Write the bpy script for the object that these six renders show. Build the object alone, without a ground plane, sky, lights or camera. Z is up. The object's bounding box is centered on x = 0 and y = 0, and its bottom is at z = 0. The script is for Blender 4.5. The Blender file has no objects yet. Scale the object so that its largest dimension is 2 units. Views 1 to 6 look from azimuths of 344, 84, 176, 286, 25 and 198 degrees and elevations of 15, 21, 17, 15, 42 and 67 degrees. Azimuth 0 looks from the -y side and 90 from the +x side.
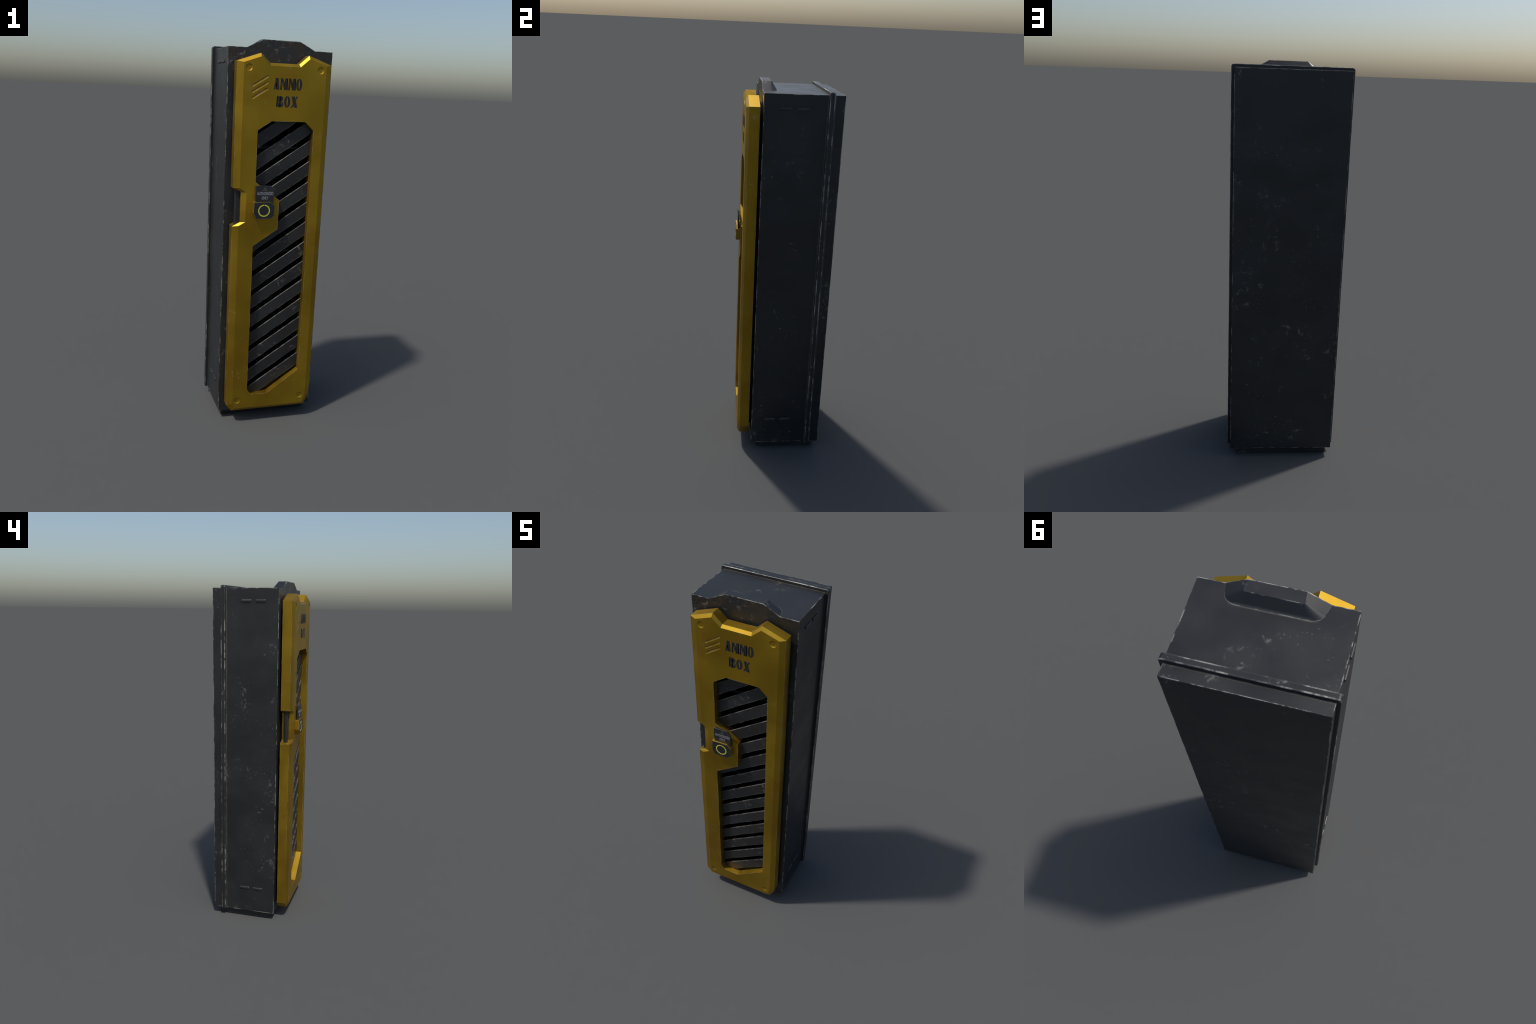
import bpy, bmesh, math
from mathutils import Vector

# ------------------------------------------------------------------ sizes
XB = 0.2648                 # half width of the case
YF, YB = -0.1385, 0.2388     # front and back of the case
ZB, ZT = 0.0465, 1.9603     # underside and top of the case
PY_BACK, PY_EDGE, PY_FRONT = -0.1522, -0.2034, -0.2147   # front panel: back, chamfer start, face
SLAT_Y = -0.184
TILT = 0.672                # slope of the slats (dz/dx)

# ------------------------------------------------------------------ helpers
def link(ob, parent=None, mat=None):
    bpy.context.scene.collection.objects.link(ob)
    if parent is not None:
        ob.parent = parent
    if mat is not None and ob.type == 'MESH':
        ob.data.materials.clear()
        ob.data.materials.append(mat)
    return ob

def mesh_ob(name, bm, parent=None, mat=None, smooth=False):
    bmesh.ops.recalc_face_normals(bm, faces=bm.faces[:])
    me = bpy.data.meshes.new(name)
    bm.to_mesh(me)
    bm.free()
    for p in me.polygons:
        p.use_smooth = smooth
    return link(bpy.data.objects.new(name, me), parent, mat)

def apply_mods(ob):
    dg = bpy.context.evaluated_depsgraph_get()
    me = bpy.data.meshes.new_from_object(ob.evaluated_get(dg))
    mats = [m for m in ob.data.materials]
    ob.modifiers.clear()
    ob.data = me
    me.materials.clear()
    for m in mats:
        me.materials.append(m)
    return ob

def bevel(ob, width, segments=2, angle=30):
    m = ob.modifiers.new('bevel', 'BEVEL')
    m.width = width
    m.segments = segments
    m.limit_method = 'ANGLE'
    m.angle_limit = math.radians(angle)
    apply_mods(ob)
    return ob

def cut(ob, cutter, op='DIFFERENCE'):
    m = ob.modifiers.new('cut', 'BOOLEAN')
    m.operation = op
    m.solver = 'EXACT'
    m.object = cutter
    apply_mods(ob)
    bpy.data.objects.remove(cutter, do_unlink=True)
    return ob

def box_bm(x0, x1, y0, y1, z0, z1):
    bm = bmesh.new()
    bmesh.ops.create_cube(bm, size=1.0)
    for v in bm.verts:
        v.co = Vector(((x0 + x1) / 2 + v.co.x * (x1 - x0),
                       (y0 + y1) / 2 + v.co.y * (y1 - y0),
                       (z0 + z1) / 2 + v.co.z * (z1 - z0)))
    return bm

def prism_bm(pts, y0, y1):
    """closed prism: outline in x,z pushed from y0 to y1"""
    bm = bmesh.new()
    a = [bm.verts.new((x, y0, z)) for x, z in pts]
    b = [bm.verts.new((x, y1, z)) for x, z in pts]
    n = len(pts)
    bm.faces.new(a)
    bm.faces.new(b[::-1])
    for i in range(n):
        bm.faces.new((a[i], b[i], b[(i + 1) % n], a[(i + 1) % n]))
    return bm

def round_rect(x0, x1, z0, z1, r_top, r_bot, seg=6):
    pts = []
    for cx, cz, r, a0 in ((x1 - r_top, z1 - r_top, r_top, 0), (x0 + r_top, z1 - r_top, r_top, 90),
                          (x0 + r_bot, z0 + r_bot, r_bot, 180), (x1 - r_bot, z0 + r_bot, r_bot, 270)):
        for k in range(seg + 1):
            a = math.radians(a0 + 90 * k / seg)
            pts.append((cx + r * math.cos(a), cz + r * math.sin(a)))
    return pts

def loop(bm, pts, y):
    vs = [bm.verts.new((x, y, z)) for x, z in pts]
    es = [bm.edges.new((vs[i], vs[(i + 1) % len(vs)])) for i in range(len(vs))]
    return vs, es

def bridge(bm, a, b):
    n = len(a)
    for i in range(n):
        bm.faces.new((a[i], a[(i + 1) % n], b[(i + 1) % n], b[i]))

# ------------------------------------------------------------------ materials
class Net:
    def __init__(self, name):
        self.mat = bpy.data.materials.new(name)
        self.mat.use_nodes = True
        self.nt = self.mat.node_tree
        self.n = self.nt.nodes
        self.bsdf = self.n['Principled BSDF']
        self.coord = self.n.new('ShaderNodeTexCoord')
    def link(self, a, b):
        self.nt.links.new(a, b)
    def put(self, sock, val):
        if hasattr(val, 'links'):
            self.link(val, sock)
        else:
            sock.default_value = val
    def mapping(self, scale=(1, 1, 1), loc=(0, 0, 0), rot=(0, 0, 0), vary=False):
        m = self.n.new('ShaderNodeMapping')
        m.inputs['Scale'].default_value = scale
        m.inputs['Rotation'].default_value = rot
        m.inputs['Location'].default_value = loc
        src = self.coord.outputs['Object']
        if vary:
            info = self.n.new('ShaderNodeObjectInfo')
            k = self.math('MULTIPLY', info.outputs['Random'], 37.0)
            add = self.n.new('ShaderNodeVectorMath')
            add.operation = 'ADD'
            self.link(src, add.inputs[0])
            self.link(k, add.inputs[1])
            src = add.outputs[0]
        self.link(src, m.inputs['Vector'])
        return m.outputs['Vector']
    def noise(self, vec, scale, detail=4.0, rough=0.55, distort=0.0):
        t = self.n.new('ShaderNodeTexNoise')
        t.inputs['Scale'].default_value = scale
        t.inputs['Detail'].default_value = detail
        t.inputs['Roughness'].default_value = rough
        t.inputs['Distortion'].default_value = distort
        self.link(vec, t.inputs['Vector'])
        return t.outputs['Fac']
    def ramp(self, fac, lo, hi, a=0.0, b=1.0):
        r = self.n.new('ShaderNodeMapRange')
        r.interpolation_type = 'SMOOTHSTEP'
        r.inputs['From Min'].default_value = lo
        r.inputs['From Max'].default_value = hi
        r.inputs['To Min'].default_value = a
        r.inputs['To Max'].default_value = b
        self.link(fac, r.inputs['Value'])
        return r.outputs['Result']
    def math(self, op, a, b=0.0, clamp=False):
        m = self.n.new('ShaderNodeMath')
        m.operation = op
        m.use_clamp = clamp
        self.put(m.inputs[0], a)
        self.put(m.inputs[1], b)
        return m.outputs[0]
    def mix(self, fac, a, b):
        m = self.n.new('ShaderNodeMix')
        m.data_type = 'RGBA'
        self.put(m.inputs['Factor'], fac)
        self.put(m.inputs['A'], a)
        self.put(m.inputs['B'], b)
        return m.outputs['Result']
    def mixf(self, fac, a, b):
        m = self.n.new('ShaderNodeMix')
        m.data_type = 'FLOAT'
        self.put(m.inputs['Factor'], fac)
        self.put(m.inputs['A'], a)
        self.put(m.inputs['B'], b)
        return m.outputs['Result']
    def edge(self, radius):
        """worn corner mask: where a rounded normal leaves the true one"""
        b = self.n.new('ShaderNodeBevel')
        b.samples = 8
        b.inputs['Radius'].default_value = radius
        g = self.n.new('ShaderNodeNewGeometry')
        d = self.n.new('ShaderNodeVectorMath')
        d.operation = 'DOT_PRODUCT'
        self.link(b.outputs['Normal'], d.inputs[0])
        self.link(g.outputs['Normal'], d.inputs[1])
        return self.math('SUBTRACT', 1.0, d.outputs['Value'])
    def voronoi(self, vec, scale, feature='F1', rand=1.0):
        t = self.n.new('ShaderNodeTexVoronoi')
        t.feature = feature
        t.inputs['Scale'].default_value = scale
        t.inputs['Randomness'].default_value = rand
        self.link(vec, t.inputs['Vector'])
        return t.outputs['Distance']
    def bump(self, height, strength, dist=0.001):
        b = self.n.new('ShaderNodeBump')
        b.inputs['Strength'].default_value = strength
        b.inputs['Distance'].default_value = dist
        self.link(height, b.inputs['Height'])
        self.link(b.outputs['Normal'], self.bsdf.inputs['Normal'])

def col(r, g, b):
    return (r, g, b, 1.0)

def worn_metal(name, dark, light, worn, metallic, rough, worn_rough=0.5, worn_metallic=0.15, edge_r=0.006, edge_gain=(0.015, 0.10),
               edge_noise=(0.38, 0.56), chip=(0.54, 0.70), chip_amount=0.6, dot_amount=0.3, scratch_amount=0.3, edge_amount=1.0,
               vary=False, streak=(1, 1, 1), seed=0.0, tint=None, seam_dust=False, rib_edges=False, slashes=False, cloud=0.14):
    N = Net(name)
    v = N.mapping(loc=(seed, seed * 1.7, -seed), vary=vary)
    vs = N.mapping(scale=streak, loc=(seed, 0, 0), vary=vary)
    broad = N.noise(vs, 4.0, 3.0, 0.5)
    fine = N.noise(v, 70.0, 4.0, 0.6)
    base = N.mix(N.ramp(broad, 0.3, 0.7), dark, light)
    if tint is not None:
        base = N.mix(N.ramp(N.noise(v, 5.0, 3.0, 0.6), 0.45, 0.75, 0.0, 0.8), base, tint)
    # rubbed patches: a few soft blotches, broken up by finer grain
    cluster = N.ramp(N.noise(v, 7.0, 2.0, 0.5), 0.56, 0.68)
    chips = N.ramp(N.noise(v, 30.0, 5.0, 0.68, 0.6), chip[0], chip[1])
    chips = N.math('MULTIPLY', N.math('MULTIPLY', chips, cluster), chip_amount)
    dots = N.ramp(N.noise(v, 75.0, 3.0, 0.55), 0.62, 0.74, 0.0, dot_amount)
    dots = N.math('MULTIPLY', dots, N.ramp(N.noise(v, 3.6, 2.0, 0.5, 0.5), 0.50, 0.66))
    # fine straight scratches in two slanting directions
    sc = None
    for rot, off in (((0.9, 0.75, 0.2), 0.0), ((-1.0, -0.7, 0.9), 5.0)):
        turn = N.n.new('ShaderNodeMapping')
        turn.inputs['Rotation'].default_value = rot
        N.link(v, turn.inputs['Vector'])
        st = N.n.new('ShaderNodeMapping')
        st.inputs['Scale'].default_value = (30.0, 30.0, 2.2)
        st.inputs['Location'].default_value = (off, off, off)
        N.link(turn.outputs['Vector'], st.inputs['Vector'])
        k = N.ramp(N.noise(st.outputs['Vector'], 4.0, 1.0, 0.4), 0.75, 0.80)
        k = N.math('MULTIPLY', k, N.ramp(N.noise(v, 3.2 + off * 0.1, 1.0), 0.55, 0.66))
        sc = k if sc is None else N.math('MAXIMUM', sc, k)
    sc = N.math('MULTIPLY', sc, scratch_amount)
    e = N.ramp(N.edge(edge_r), edge_gain[0], edge_gain[1])
    e = N.math('MULTIPLY', e, N.ramp(N.noise(v, 24.0, 5.0, 0.65), edge_noise[0], edge_noise[1]))
    e = N.math('MULTIPLY', e, edge_amount)
    wear = N.math('MAXIMUM', N.math('MAXIMUM', chips, dots), N.math('MAXIMUM', sc, e), True)
    if seam_dust:
        # pale dust packed against both flanks of the rib
        sep = N.n.new('ShaderNodeSeparateXYZ')
        N.link(N.coord.outputs['Object'], sep.inputs[0])
        d = N.math('ABSOLUTE', N.math('SUBTRACT', sep.outputs['Y'], 0.176))
        band = N.math('MULTIPLY', N.ramp(d, 0.0135, 0.0235, 1.0, 0.0), N.ramp(N.noise(v, 14.0, 3.0, 0.6), 0.25, 0.6, 0.45, 0.9))
        base = N.mix(band, base, col(0.105, 0.099, 0.084))
        line = N.math('MULTIPLY', N.ramp(d, 0.0150, 0.0180, 1.0, 0.0), N.ramp(N.noise(v, 30.0, 4.0, 0.6), 0.40, 0.62, 0.08, 0.6))
        # hump front: handling scuffs and grime, with the panel's yellow reflection painted in
        front = N.math('MULTIPLY', N.ramp(sep.outputs['Y'], YF + 0.001, YF + 0.003, 1.0, 0.0), N.ramp(sep.outputs['Z'], 1.82, 1.90))
        scuff = N.ramp(N.noise(N.mapping(scale=(1, 1, 1.5)), 34.0, 6.0, 0.7, 0.4), 0.52, 0.74, 0.0, 0.5)
        scuff = N.math('MULTIPLY', scuff, N.ramp(N.noise(v, 9.0, 2.0), 0.40, 0.60))
        wear = N.math('MAXIMUM', wear, N.math('MULTIPLY', scuff, front), True)
        stain_and_reflection = N.math('MULTIPLY', front, N.ramp(N.noise(v, 12.0, 4.0, 0.6), 0.42, 0.66, 0.0, 0.55))
        base = N.mix(stain_and_reflection, base, col(0.062, 0.046, 0.026))
        # and along the foot of the hump
        hy = N.ramp(N.math('ABSOLUTE', N.math('ADD', sep.outputs['Y'], 0.0640)), 0.001, 0.007, 1.0, 0.0)
        hx = N.ramp(N.math('ABSOLUTE', sep.outputs['X']), 0.115, 0.150, 1.0, 0.0)
        hz = N.ramp(sep.outputs['Z'], ZT - 0.004, ZT - 0.002)
        hump_line = N.math('MULTIPLY', N.math('MULTIPLY', hy, hx), N.math('MULTIPLY', hz, 0.30))
        base = N.mix(N.math('MAXIMUM', line, hump_line), base, col(0.27, 0.257, 0.225))
    if slashes:
        # the three slanting grooves are rubbed pale inside
        sep = N.n.new('ShaderNodeSeparateXYZ')
        N.link(N.coord.outputs['Object'], sep.inputs[0])
        m = N.ramp(sep.outputs['Y'], PY_FRONT + 0.0001, PY_FRONT + 0.0008)
        m = N.math('MULTIPLY', m, N.ramp(sep.outputs['X'], -0.0750, -0.0745, 1.0, 0.0))
        m = N.math('MULTIPLY', m, N.ramp(sep.outputs['X'], -0.1705, -0.1700))
        m = N.math('MULTIPLY', m, N.ramp(sep.outputs['Z'], 1.71, 1.711))
        m = N.math('MULTIPLY', m, N.ramp(sep.outputs['Z'], 1.845, 1.846, 1.0, 0.0))
        m = N.math('MULTIPLY', m, N.ramp(N.noise(v, 40.0, 4.0, 0.6), 0.38, 0.65, 0.02, 0.22))
        wear = N.math('MAXIMUM', wear, m, True)
    if rib_edges:
        # paint rubbed off both corners of the rib, in broken runs
        sep = N.n.new('ShaderNodeSeparateXYZ')
        N.link(N.coord.outputs['Object'], sep.inputs[0])
        d = N.math('ABSOLUTE', N.math('SUBTRACT', sep.outputs['Y'], 0.17605))
        run = N.math('MULTIPLY', N.ramp(d, 0.0062, 0.0095), N.ramp(d, 0.0124, 0.0134, 1.0, 0.0))
        run = N.math('MULTIPLY', run, N.ramp(N.noise(v, 16.0, 6.0, 0.7), 0.46, 0.62, 0.05, 0.8))
        wear = N.math('MAXIMUM', wear, run, True)
    N.link(N.mix(wear, base, worn), N.bsdf.inputs['Base Color'])
    r = N.math('ADD', rough - cloud * 0.5, N.math('MULTIPLY', N.ramp(broad, 0.28, 0.72), cloud))
    N.link(N.mixf(wear, r, worn_rough), N.bsdf.inputs['Roughness'])
    N.link(N.mixf(wear, metallic, worn_metallic), N.bsdf.inputs['Metallic'])
    N.bump(N.math('ADD', N.math('MULTIPLY', fine, 0.25), N.math('MULTIPLY', wear, -1.0)), 0.2, 0.0005)
    return N.mat

def plain(name, c, metallic=0.0, rough=0.6, grain=0.1):
    N = Net(name)
    f = N.noise(N.mapping(), 60.0, 4.0)
    N.link(N.mix(N.math('MULTIPLY', f, grain), c, col(c[0] * 1.6 + 0.01, c[1] * 1.6 + 0.01, c[2] * 1.6 + 0.01)), N.bsdf.inputs['Base Color'])
    N.bsdf.inputs['Metallic'].default_value = metallic
    N.bsdf.inputs['Roughness'].default_value = rough
    return N.mat

BODY_D, BODY_L = col(0.033, 0.034, 0.035), col(0.039, 0.040, 0.041)
WORN = col(0.36, 0.345, 0.31)
M_body = worn_metal('dark_painted_steel', BODY_D, BODY_L, WORN, 0.55, 0.43, edge_r=0.008, edge_noise=(0.44, 0.60), chip_amount=0.42, dot_amount=0.4, streak=(1.4, 1.4, 1.8), seam_dust=True, cloud=0.13)
M_rib = worn_metal('worn_dark_rib', BODY_D, BODY_L, WORN, 0.55, 0.42, edge_amount=0.3, chip_amount=0.6, seed=3.0, rib_edges=True)
M_slat = worn_metal('dark_slat_paint', col(0.030, 0.030, 0.030), col(0.040, 0.040, 0.040), WORN, 0.5, 0.42,
                    edge_r=0.005, edge_noise=(0.40, 0.60), vary=True, chip_amount=0.5)
M_yellow = worn_metal('yellow_painted_metal', col(0.352, 0.220, 0.017), col(0.405, 0.256, 0.021), col(0.50, 0.445, 0.34), 0.9, 0.49,
                      edge_r=0.0045, edge_gain=(0.03, 0.16), edge_noise=(0.44, 0.62), chip=(0.58, 0.72), chip_amount=0.45, dot_amount=0.12,
                      scratch_amount=0.15, edge_amount=0.7, seed=7.0, tint=col(0.335, 0.180, 0.014), cloud=0.16, slashes=True)
M_foot = worn_metal('dark_foot_paint', BODY_D, BODY_L, WORN, 0.5, 0.5, seed=5.0)
M_bead = worn_metal('worn_bead_paint', col(0.042, 0.042, 0.042), col(0.056, 0.055, 0.053), WORN, 0.45, 0.45, edge_amount=0.4, seed=13.0, vary=True)
M_bar = worn_metal('dark_bar_paint', col(0.020, 0.020, 0.021), col(0.028, 0.028, 0.028), WORN, 0.3, 0.5, edge_amount=0.15, chip_amount=0.3, seed=9.0)
M_gap_shade = plain('black_gap_shade', col(0.006, 0.006, 0.007), 0.0, 0.8, 0.05)  # black stands in for the shade in the gap behind the panel
M_inside = plain('dark_inside_paint', col(0.024, 0.025, 0.027), 0.3, 0.5, 0.1)
M_lock = worn_metal('dark_lock_plate', col(0.026, 0.027, 0.029), col(0.034, 0.035, 0.037), WORN, 0.4, 0.45, edge_r=0.002, chip_amount=0.3, scratch_amount=0.1, edge_amount=0.5, seed=11.0)
M_ring = plain('faded_yellow_green_mark', col(0.50, 0.49, 0.06), 0.0, 0.5)
M_print = plain('pale_grey_print', col(0.20, 0.205, 0.215), 0.0, 0.5)
M_print_dim = plain('dim_grey_print', col(0.075, 0.077, 0.08), 0.0, 0.5)

def stencil_paint():
    N = Net('worn_stencil_paint')
    v = N.mapping()
    f = N.noise(v, 60.0, 5.0, 0.65)
    # rubbed more towards the left end of the words
    sep = N.n.new('ShaderNodeSeparateXYZ')
    N.link(N.coord.outputs['Object'], sep.inputs[0])
    side = N.ramp(sep.outputs['X'], -0.045, 0.035, 0.03, -0.06)
    rub = N.ramp(N.math('ADD', f, side), 0.52, 0.80, 0.0, 0.42)
    N.link(N.mix(rub, col(0.016, 0.017, 0.020), col(0.47, 0.29, 0.025)), N.bsdf.inputs['Base Color'])
    N.link(N.mixf(rub, 0.2, 0.9), N.bsdf.inputs['Metallic'])
    N.bsdf.inputs['Roughness'].default_value = 0.5
    return N.mat
M_stencil = stencil_paint()

# ------------------------------------------------------------------ the thing
root = bpy.data.objects.new('ammunition_box', None)
link(root)
root['label'] = 'tall dark worn steel ammo box with yellow louvred front panel'
root['category'] = 'ammo box'

# ---- front panel outlines (x, z), same point count so that they can be bridged
OUTER = [(-0.2355, 1.8943), (-0.1200, 1.9342), (-0.0725, 1.8917), (0.0725, 1.8917), (0.1212, 1.9342), (0.2368, 1.8943),
         (0.2368, 0.1330), (0.2075, 0.0749), (-0.2060, 0.0749), (-0.2355, 0.1110),
         (-0.2355, 1.1025), (-0.1955, 1.1230), (-0.1950, 1.2765), (-0.2355, 1.2955)]
INNER = [(-0.2045, 1.8890), (-0.1205, 1.9182), (-0.0760, 1.8784), (0.0760, 1.8784), (0.1225, 1.9182), (0.2100, 1.8892),
         (0.2100, 0.1300), (0.1930, 0.0910), (-0.1900, 0.0910), (-0.2045, 0.1190),
         (-0.2045, 1.1060), (-0.1710, 1.1250), (-0.1690, 1.2745), (-0.2045, 1.2960)]
WINDOW = [(-0.1253, 1.5775), (-0.0565, 1.6220), (0.1165, 1.6225), (0.1612, 1.5820), (0.1612, 0.2930), (-0.0105, 0.1680),
          (-0.1040, 0.1675), (-0.1253, 0.1990), (-0.1255, 1.0010), (0.0015, 1.0860), (0.0015, 1.2365), (-0.1245, 1.3255)]

# ---- case with a cavity behind the louvres
case = mesh_ob('case', box_bm(-XB, XB, YF, 0.176, ZB, ZT), root, M_body)
# ---- hump at the front of the top
def hump():
    bm = bmesh.new()
    def v(x, y, z):
        return bm.verts.new((x, y, z))
    base = [(0.1725, YF), (0.1625, -0.1010)] + [(0.1150 + 0.0470 * math.cos(math.radians(t)), -0.0985 + 0.0340 * math.sin(math.radians(t))) for t in range(0, 91, 10)]
    top = [(0.0935, YF), (0.0980, -0.0985)] + [(0.0900 + 0.0082 * math.cos(math.radians(t)), -0.0975 + 0.0065 * math.sin(math.radians(t))) for t in range(0, 91, 10)]
    b = [v(x, y, ZT) for x, y in base] + [v(-x, y, ZT) for x, y in reversed(base)]
    t = [v(x, y, 2.0) for x, y in top] + [v(-x, y, 2.0) for x, y in reversed(top)]
    n = len(b)
    for i in range(n):
        bm.faces.new((b[i], b[(i + 1) % n], t[(i + 1) % n], t[i]))
    bm.faces.new(t)
    low = [bm.verts.new((v_.co.x, v_.co.y, ZT - 0.004)) for v_ in b]
    bridge(bm, b, low)
    bm.faces.new(low)
    return mesh_ob('cutter', bm)
cut(case, hump(), 'UNION')
back_cover = bevel(mesh_ob('back_cover', box_bm(-XB, XB, 0.1765, YB, ZB, ZT), root, M_body), 0.0008, 1)
rib = mesh_ob('seam_rib', prism_bm(round_rect(-0.2790, 0.2790, 0.0425, 1.9750, 0.012, 0.006), 0.1626, 0.1895), root, M_rib)
bevel(rib, 0.0035, 3, 40)
# the box is hollow: one opening behind the louvres and one large room behind it
def room(y0, y1):
    return mesh_ob('cutter', box_bm(-0.186, 0.186, y0, y1, 0.178, 1.945))
def mouth():
    return mesh_ob('cutter', box_bm(-0.160, 0.185, YF - 0.01, YF + 0.03, 0.178, 1.65))
cut(case, mouth())
cut(case, room(-0.126, 0.18))
for p in case.data.polygons:
    p.use_smooth = max(abs(c) for c in p.normal) < 0.999      # only the hump's slopes
case.data.set_sharp_from_angle(angle=math.radians(24))
cut(rib, room(0.15, 0.20))
cut(back_cover, room(0.17, 0.228))
for z in (1.487, 0.945):
    bevel(mesh_ob('shelf', box_bm(-0.189, 0.189, -0.1225, 0.230, z - 0.006, z + 0.006), root, M_inside), 0.002, 2)

# ---- foot block, front slopes back
def foot():
    bm = bmesh.new()
    lo = [(-0.2430, -0.101), (0.2430, -0.101), (0.2430, 0.213), (-0.2430, 0.213)]
    hi = [(-0.2430, -0.128), (0.2430, -0.128), (0.2430, 0.213), (-0.2430, 0.213)]
    a = [bm.verts.new((x, y, 0.0)) for x, y in lo]
    b = [bm.verts.new((x, y, ZB + 0.002)) for x, y in hi]
    bm.faces.new(a); bm.faces.new(b[::-1])
    bridge(bm, a, b)
    return mesh_ob('foot', bm, root, M_foot)
bevel(foot(), 0.006, 3, 40)

# ---- short raised beads on both sides
def bead_mesh():
    ob = mesh_ob('side_bead', box_bm(-0.004, 0.0055, -0.0290, 0.0290, -0.0078, 0.0078), None, M_bead)
    bevel(ob, 0.0045, 3)
    return ob
proto = bead_mesh()
first = True
for side in (1, -1):
    for z in (1.8935, 0.1985):
        for y in (-0.0370, 0.0455):
            ob = proto if first else proto.copy()
            if not first:
                link(ob)
            first = False
            ob.parent = root
            ob.location = (side * XB, y, z)
            ob.scale = (side, 1, 1)

# ---- front panel
def panel():
    bm = bmesh.new()
    ob_, oe_ = loop(bm, OUTER, PY_BACK)
    oc_, _ = loop(bm, OUTER, PY_EDGE)
    of_, fe_ = loop(bm, INNER, PY_FRONT)
    wf_, we_ = loop(bm, WINDOW, PY_FRONT)
    wb_, be_ = loop(bm, WINDOW, PY_BACK)
    bridge(bm, ob_, oc_)
    bridge(bm, oc_, of_)
    bridge(bm, wf_, wb_)
    for es in (fe_ + we_, oe_ + be_):
        bmesh.ops.triangle_fill(bm, use_beauty=True, use_dissolve=False, edges=es)
    bmesh.ops.remove_doubles(bm, verts=bm.verts[:], dist=1e-6)
    return mesh_ob('front_panel', bm, root, M_yellow)
front_panel = panel()

def dish(x, z):
    """conical screw recess"""
    bm = bmesh.new()
    rings = []
    for r, y in ((0.0185, PY_FRONT - 0.001), (0.0172, PY_FRONT), (0.0118, PY_FRONT + 0.0030)):
        rings.append([bm.verts.new((x + r * math.cos(2 * math.pi * k / 32), y, z + r * math.sin(2 * math.pi * k / 32))) for k in range(32)])
    bm.faces.new(rings[0]); bm.faces.new(rings[2][::-1])
    bridge(bm, rings[0], rings[1]); bridge(bm, rings[1], rings[2])
    return mesh_ob('cutter', bm)

def slot(a, b, w, depth):
    """bevelled slanted groove from a to b"""
    a, b = Vector(a), Vector(b)
    d = (b - a).normalized()
    n = Vector((-d.y, d.x))
    bm = bmesh.new()
    def ring(half, y):
        pts = []
        for c, a0 in ((b, -90), (a, 90)):
            for k in range(9):
                t = math.radians(a0 + 180 * k / 8)
                p = c + (d * math.cos(t) + n * math.sin(t)) * half
                pts.append(bm.verts.new((p.x, y, p.y)))
        return pts
    r0, r1, r2 = ring(w * 0.56, PY_FRONT - 0.001), ring(w * 0.5, PY_FRONT), ring(w * 0.12, PY_FRONT + depth)
    bm.faces.new(r0); bm.faces.new(r2[::-1])
    bridge(bm, r0, r1); bridge(bm, r1, r2)
    return mesh_ob('cutter', bm)

for x, z in ((-0.1785, 1.8672), (0.1800, 1.8675), (-0.1790, 0.1365), (0.1790, 0.1368)):
    cut(front_panel, dish(x, z))
for k in range(3):
    dz = -0.0284 * k
    cut(front_panel, slot((-0.1570, 1.7850 + dz), (-0.0860, 1.8290 + dz), 0.0125, 0.0017))

# spacer frame between panel and case, set in; added, not on the real box
def added_spacer():
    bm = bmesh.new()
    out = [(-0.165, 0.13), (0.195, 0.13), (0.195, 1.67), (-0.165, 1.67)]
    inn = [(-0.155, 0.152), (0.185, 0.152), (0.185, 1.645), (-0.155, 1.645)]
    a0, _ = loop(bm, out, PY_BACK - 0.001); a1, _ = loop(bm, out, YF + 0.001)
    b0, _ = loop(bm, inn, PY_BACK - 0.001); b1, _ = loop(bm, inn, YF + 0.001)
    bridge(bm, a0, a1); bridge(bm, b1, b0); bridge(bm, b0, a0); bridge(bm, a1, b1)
    return mesh_ob('added_spacer_frame', bm, root, M_gap_shade)
added_spacer()

# ---- louvre slats: leaning parallelograms, one mesh shared
x0, x1, w = -0.1300, 0.1660, 0.0700
slat_pts = [(x0, TILT * x0), (x1, TILT * x1), (x1, TILT * x1 - w), (x0, TILT * x0 - w)]
slat0 = bevel(mesh_ob('slat', prism_bm(slat_pts, SLAT_Y, SLAT_Y + 0.007), None, M_slat), 0.0007, 1)
for k in range(14):
    ob = slat0 if k == 0 else slat0.copy()
    if k:
        link(ob)
    ob.parent = front_panel
    ob.location = (0, 0, 1.6338 - 0.10460 * k)

# ---- grab bar in the side notch
bar_pts = [(-0.2220, -0.176), (-0.2185, -0.169), (-0.1975, -0.169), (-0.1935, -0.176), (-0.1935, -0.184), (-0.1980, -0.191), (-0.2180, -0.191), (-0.2220, -0.184)]
bm = bmesh.new()
a = [bm.verts.new((x, y, 1.085)) for x, y in bar_pts]
b = [bm.verts.new((x, y, 1.310)) for x, y in bar_pts]
bm.faces.new(a); bm.faces.new(b[::-1]); bridge(bm, a, b)
mesh_ob('grab_bar', bm, root, M_bar)

# ---- lock: yellow block, dark face, key card standing in it
LF = -0.2376
LOCK = [(-0.1335, 1.2285), (-0.0505, 1.2300), (-0.0272, 1.2115), (-0.0272, 1.1615), (-0.0465, 1.1445), (-0.1235, 1.1450), (-0.1352, 1.1730)]
lock = mesh_ob('lock', prism_bm(LOCK, LF, PY_FRONT + 0.002), root, M_yellow)
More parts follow.
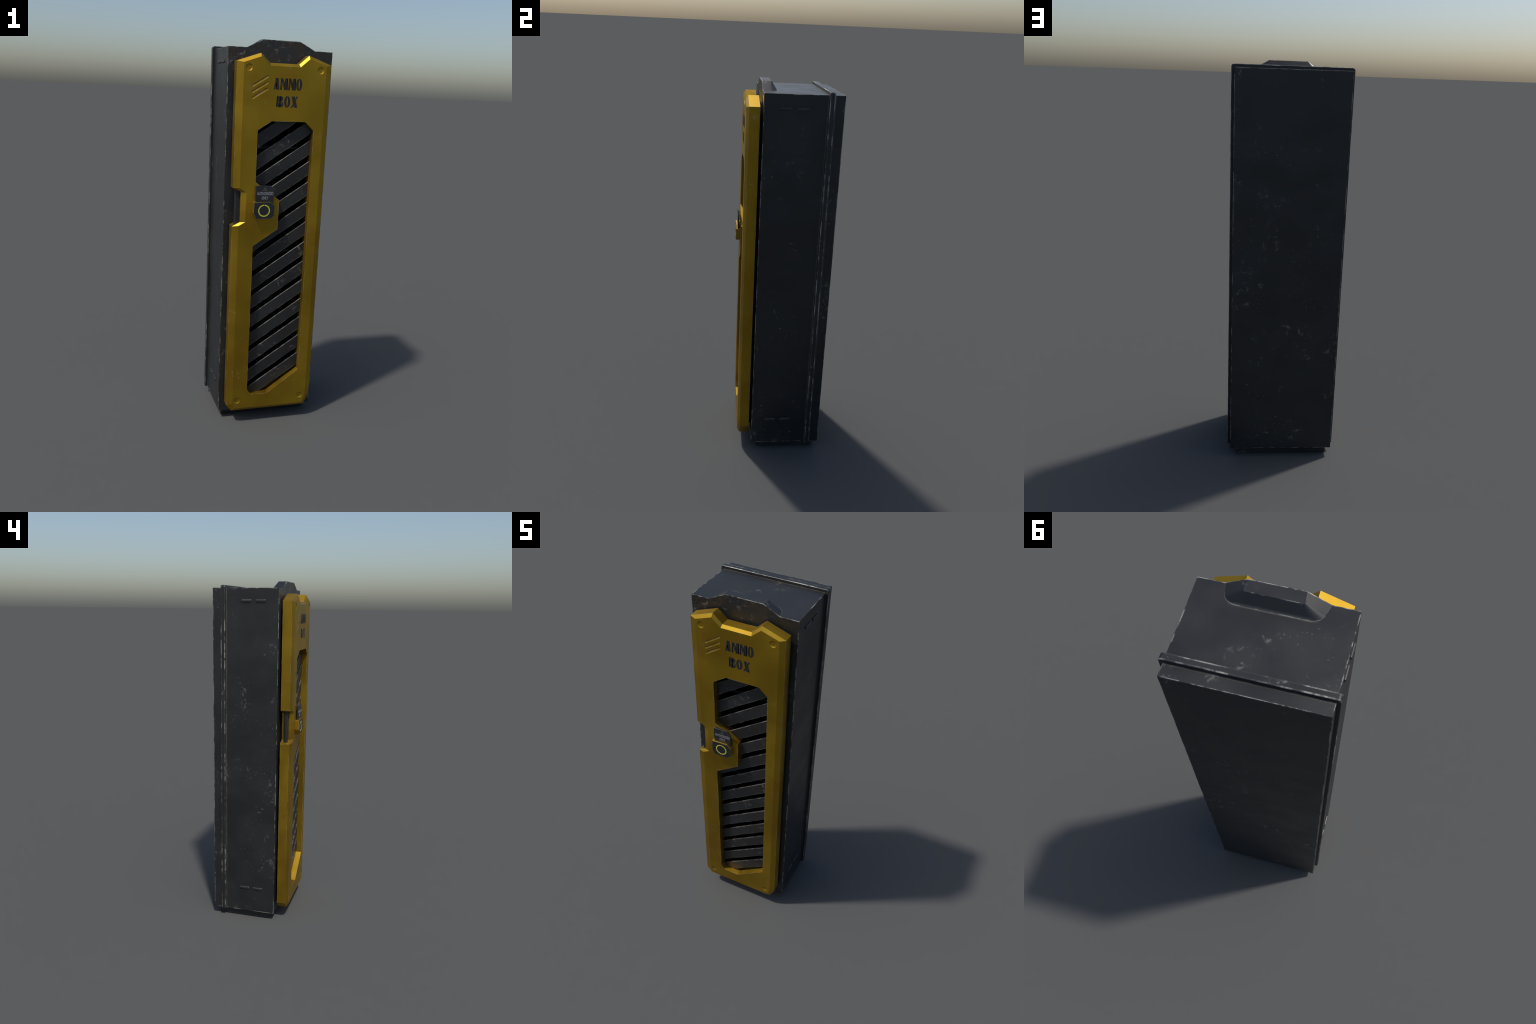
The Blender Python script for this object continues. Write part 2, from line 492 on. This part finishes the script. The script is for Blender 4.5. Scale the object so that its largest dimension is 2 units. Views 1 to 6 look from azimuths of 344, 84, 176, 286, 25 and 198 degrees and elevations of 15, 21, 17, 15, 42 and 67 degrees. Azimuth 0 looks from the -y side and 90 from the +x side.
# slot for the card
cut(lock, mesh_ob('cutter', box_bm(-0.1265, -0.0303, -0.2303, -0.2210, 1.19, 1.32)))
def inset(pts, k):
    cx = sum(p[0] for p in pts) / len(pts); cz = sum(p[1] for p in pts) / len(pts)
    return [(cx + (x - cx) * k, cz + (z - cz) * k) for x, z in pts]
mesh_ob('lock_face', prism_bm(inset(LOCK, 0.985), LF - 0.0006, LF + 0.0015), lock, M_lock)
CARD = [(-0.1257, 1.195), (-0.1257, 1.3100), (-0.0487, 1.3100), (-0.0310, 1.2920), (-0.0310, 1.195)]
card = bevel(mesh_ob('key_card', prism_bm(CARD, -0.2296, -0.2217), lock, M_lock), 0.0008, 1)

def annulus(cx, cz, r0, r1, y, seg=64, gap=0.05):
    bm = bmesh.new()
    sect = []
    for k in range(seg + 1):
        t = math.pi / 2 + gap + (2 * math.pi - 2 * gap) * k / seg
        c, s = math.cos(t), math.sin(t)
        sect.append([bm.verts.new((cx + r * c, yy, cz + r * s)) for r, yy in ((r0, y), (r1, y), (r1, y + 0.001), (r0, y + 0.001))])
    for p, q in zip(sect, sect[1:]):
        for i in range(4):
            bm.faces.new((p[i], q[i], q[(i + 1) % 4], p[(i + 1) % 4]))
    bm.faces.new(sect[0]); bm.faces.new(sect[-1][::-1])
    return bm
mesh_ob('lock_ring', annulus(-0.0815, 1.1868, 0.0248, 0.0306, LF - 0.0010), lock, M_ring)

def printed(word, xa, xb, za, zb, y, mat, parent):
    cu = bpy.data.curves.new('print', 'FONT')
    cu.body = word
    cu.extrude = 0.02
    cu.offset = 0.028
    tmp = bpy.data.objects.new('print', cu)
    bpy.context.scene.collection.objects.link(tmp)
    dg = bpy.context.evaluated_depsgraph_get()
    me = bpy.data.meshes.new_from_object(tmp.evaluated_get(dg))
    bpy.data.objects.remove(tmp, do_unlink=True)
    xs = [v.co.x for v in me.vertices]; ys = [v.co.y for v in me.vertices]
    for v in me.vertices:
        px = xa + (v.co.x - min(xs)) / (max(xs) - min(xs)) * (xb - xa)
        pz = za + (v.co.y - min(ys)) / (max(ys) - min(ys)) * (zb - za)
        v.co = Vector((px, y - v.co.z * 0.012, pz))
    me.name = 'printed_word'
    ob = bpy.data.objects.new('printed_word', me)
    return link(ob, parent, mat)
printed('AUTHORIZED', -0.1190, -0.0345, 1.2635, 1.2800, -0.2297, M_print, lock)
printed('ONLY', -0.0945, -0.0605, 1.2415, 1.2575, -0.2297, M_print, lock)
# warning triangle: three strokes and a short bolt
def tri():
    bm = bmesh.new()
    o = [(-0.0895, 1.2850), (-0.0672, 1.2850), (-0.0783, 1.3058)]
    i = [(-0.0850, 1.2876), (-0.0717, 1.2876), (-0.0783, 1.3000)]
    y0, y1 = -0.2300, -0.2290
    a, _ = loop(bm, o, y0); b, _ = loop(bm, i, y0)
    c, _ = loop(bm, o, y1); d, _ = loop(bm, i, y1)
    bridge(bm, a, b); bridge(bm, b, d); bridge(bm, d, c); bridge(bm, c, a)
    return mesh_ob('warning_triangle', bm, lock, M_print_dim)
tri()
mesh_ob('warning_mark', prism_bm([(-0.0795, 1.2885), (-0.0771, 1.2885), (-0.0771, 1.2965), (-0.0795, 1.2965)], -0.2300, -0.2290), lock, M_print_dim)

# ---- stencilled words on the panel, each stroke a polygon in a unit box
def arc(cx, cy, rx, ry, a0, a1, n=12):
    return [(cx + rx * math.cos(math.radians(a0 + (a1 - a0) * k / n)), cy + ry * math.sin(math.radians(a0 + (a1 - a0) * k / n))) for k in range(n + 1)]
GLYPH = {
    'A': [[(0.27, 1), (0.84, 1), (0.97, 0.05), (1.02, 0), (0.50, 0), (0.60, 0.05), (0.55, 0.70), (0.48, 0.76), (0.34, 0.78)],
          [(0.27, 0.80), (0.50, 0.72), (0.25, 0.05), (0.30, 0), (-0.05, 0), (0.03, 0.05)]],
    'M': [[(-0.02, 1), (0.36, 1), (0.55, 0.60), (0.51, 0.42), (0.43, 0.20), (0.36, 0.20), (0.30, 0.42), (0.16, 0.78), (0.06, 0.92)],
          [(0.05, 0.84), (0.14, 0.72), (0.14, 0.06), (0.22, 0), (-0.02, 0), (0.05, 0.06)],
          [(0.66, 1), (1.02, 1), (0.93, 0.93), (0.93, 0.06), (1.02, 0), (0.56, 0), (0.65, 0.06), (0.65, 0.42), (0.55, 0.62)]],
    'O': [arc(0.5, 0.5, 0.5, 0.52, 94, 266, 18) + arc(0.5, 0.5, 0.13, 0.44, 262, 98, 12),
          arc(0.5, 0.5, 0.5, 0.52, -86, 86, 18) + arc(0.5, 0.5, 0.13, 0.44, 82, -82, 12)],
    'B': [[(-0.02, 1), (0.45, 1), (0.45, 0), (-0.06, 0), (0.06, 0.06), (0.06, 0.94)],
          [(0.44, 1)] + arc(0.56, 0.76, 0.42, 0.24, 85, -80, 10) + [(0.44, 0.53), (0.58, 0.60), (0.58, 0.92)],
          [(0.44, 0.55)] + arc(0.56, 0.26, 0.47, 0.26, 80, -85, 10) + [(0.44, 0.0), (0.58, 0.08), (0.58, 0.44)]],
    'X': [[(0.06, 1), (0.52, 1), (0.66, 0.62), (1.0, 0), (0.46, 0), (0.36, 0.36)],
          [(0.72, 1), (1.0, 1), (0.70, 0.64), (0.66, 0.70)],
          [(-0.04, 0), (0.22, 0), (0.42, 0.28), (0.36, 0.34)]],
}
def letter(ch, xa, xb, za, zb):
    bm = bmesh.new()
    for i, poly in enumerate(GLYPH[ch]):
        dy = 0.00012 * i          # strokes that overlap must not share a plane
        P = [(xa + u * (xb - xa), za + t * (zb - za)) for u, t in poly]
        a = [bm.verts.new((x, PY_FRONT - 0.0005 - dy, z)) for x, z in P]
        b = [bm.verts.new((x, PY_FRONT + 0.0008 + dy, z)) for x, z in P]
        bm.faces.new(a); bm.faces.new(b[::-1]); bridge(bm, a, b)
    bmesh.ops.triangulate(bm, faces=[f for f in bm.faces if len(f.verts) > 4])
    return mesh_ob('stencil_letter', bm, front_panel, M_stencil)
for ch, xa, xb in (('A', -0.0550, -0.0275), ('M', -0.0215, 0.0140), ('M', 0.0190, 0.0545), ('O', 0.0575, 0.0885)):
    letter(ch, xa, xb, 1.7708, 1.8245)
for ch, xa, xb in (('B', -0.0355, -0.0035), ('O', 0.0010, 0.0320), ('X', 0.0360, 0.0695)):
    letter(ch, xa, xb, 1.6900, 1.7420)
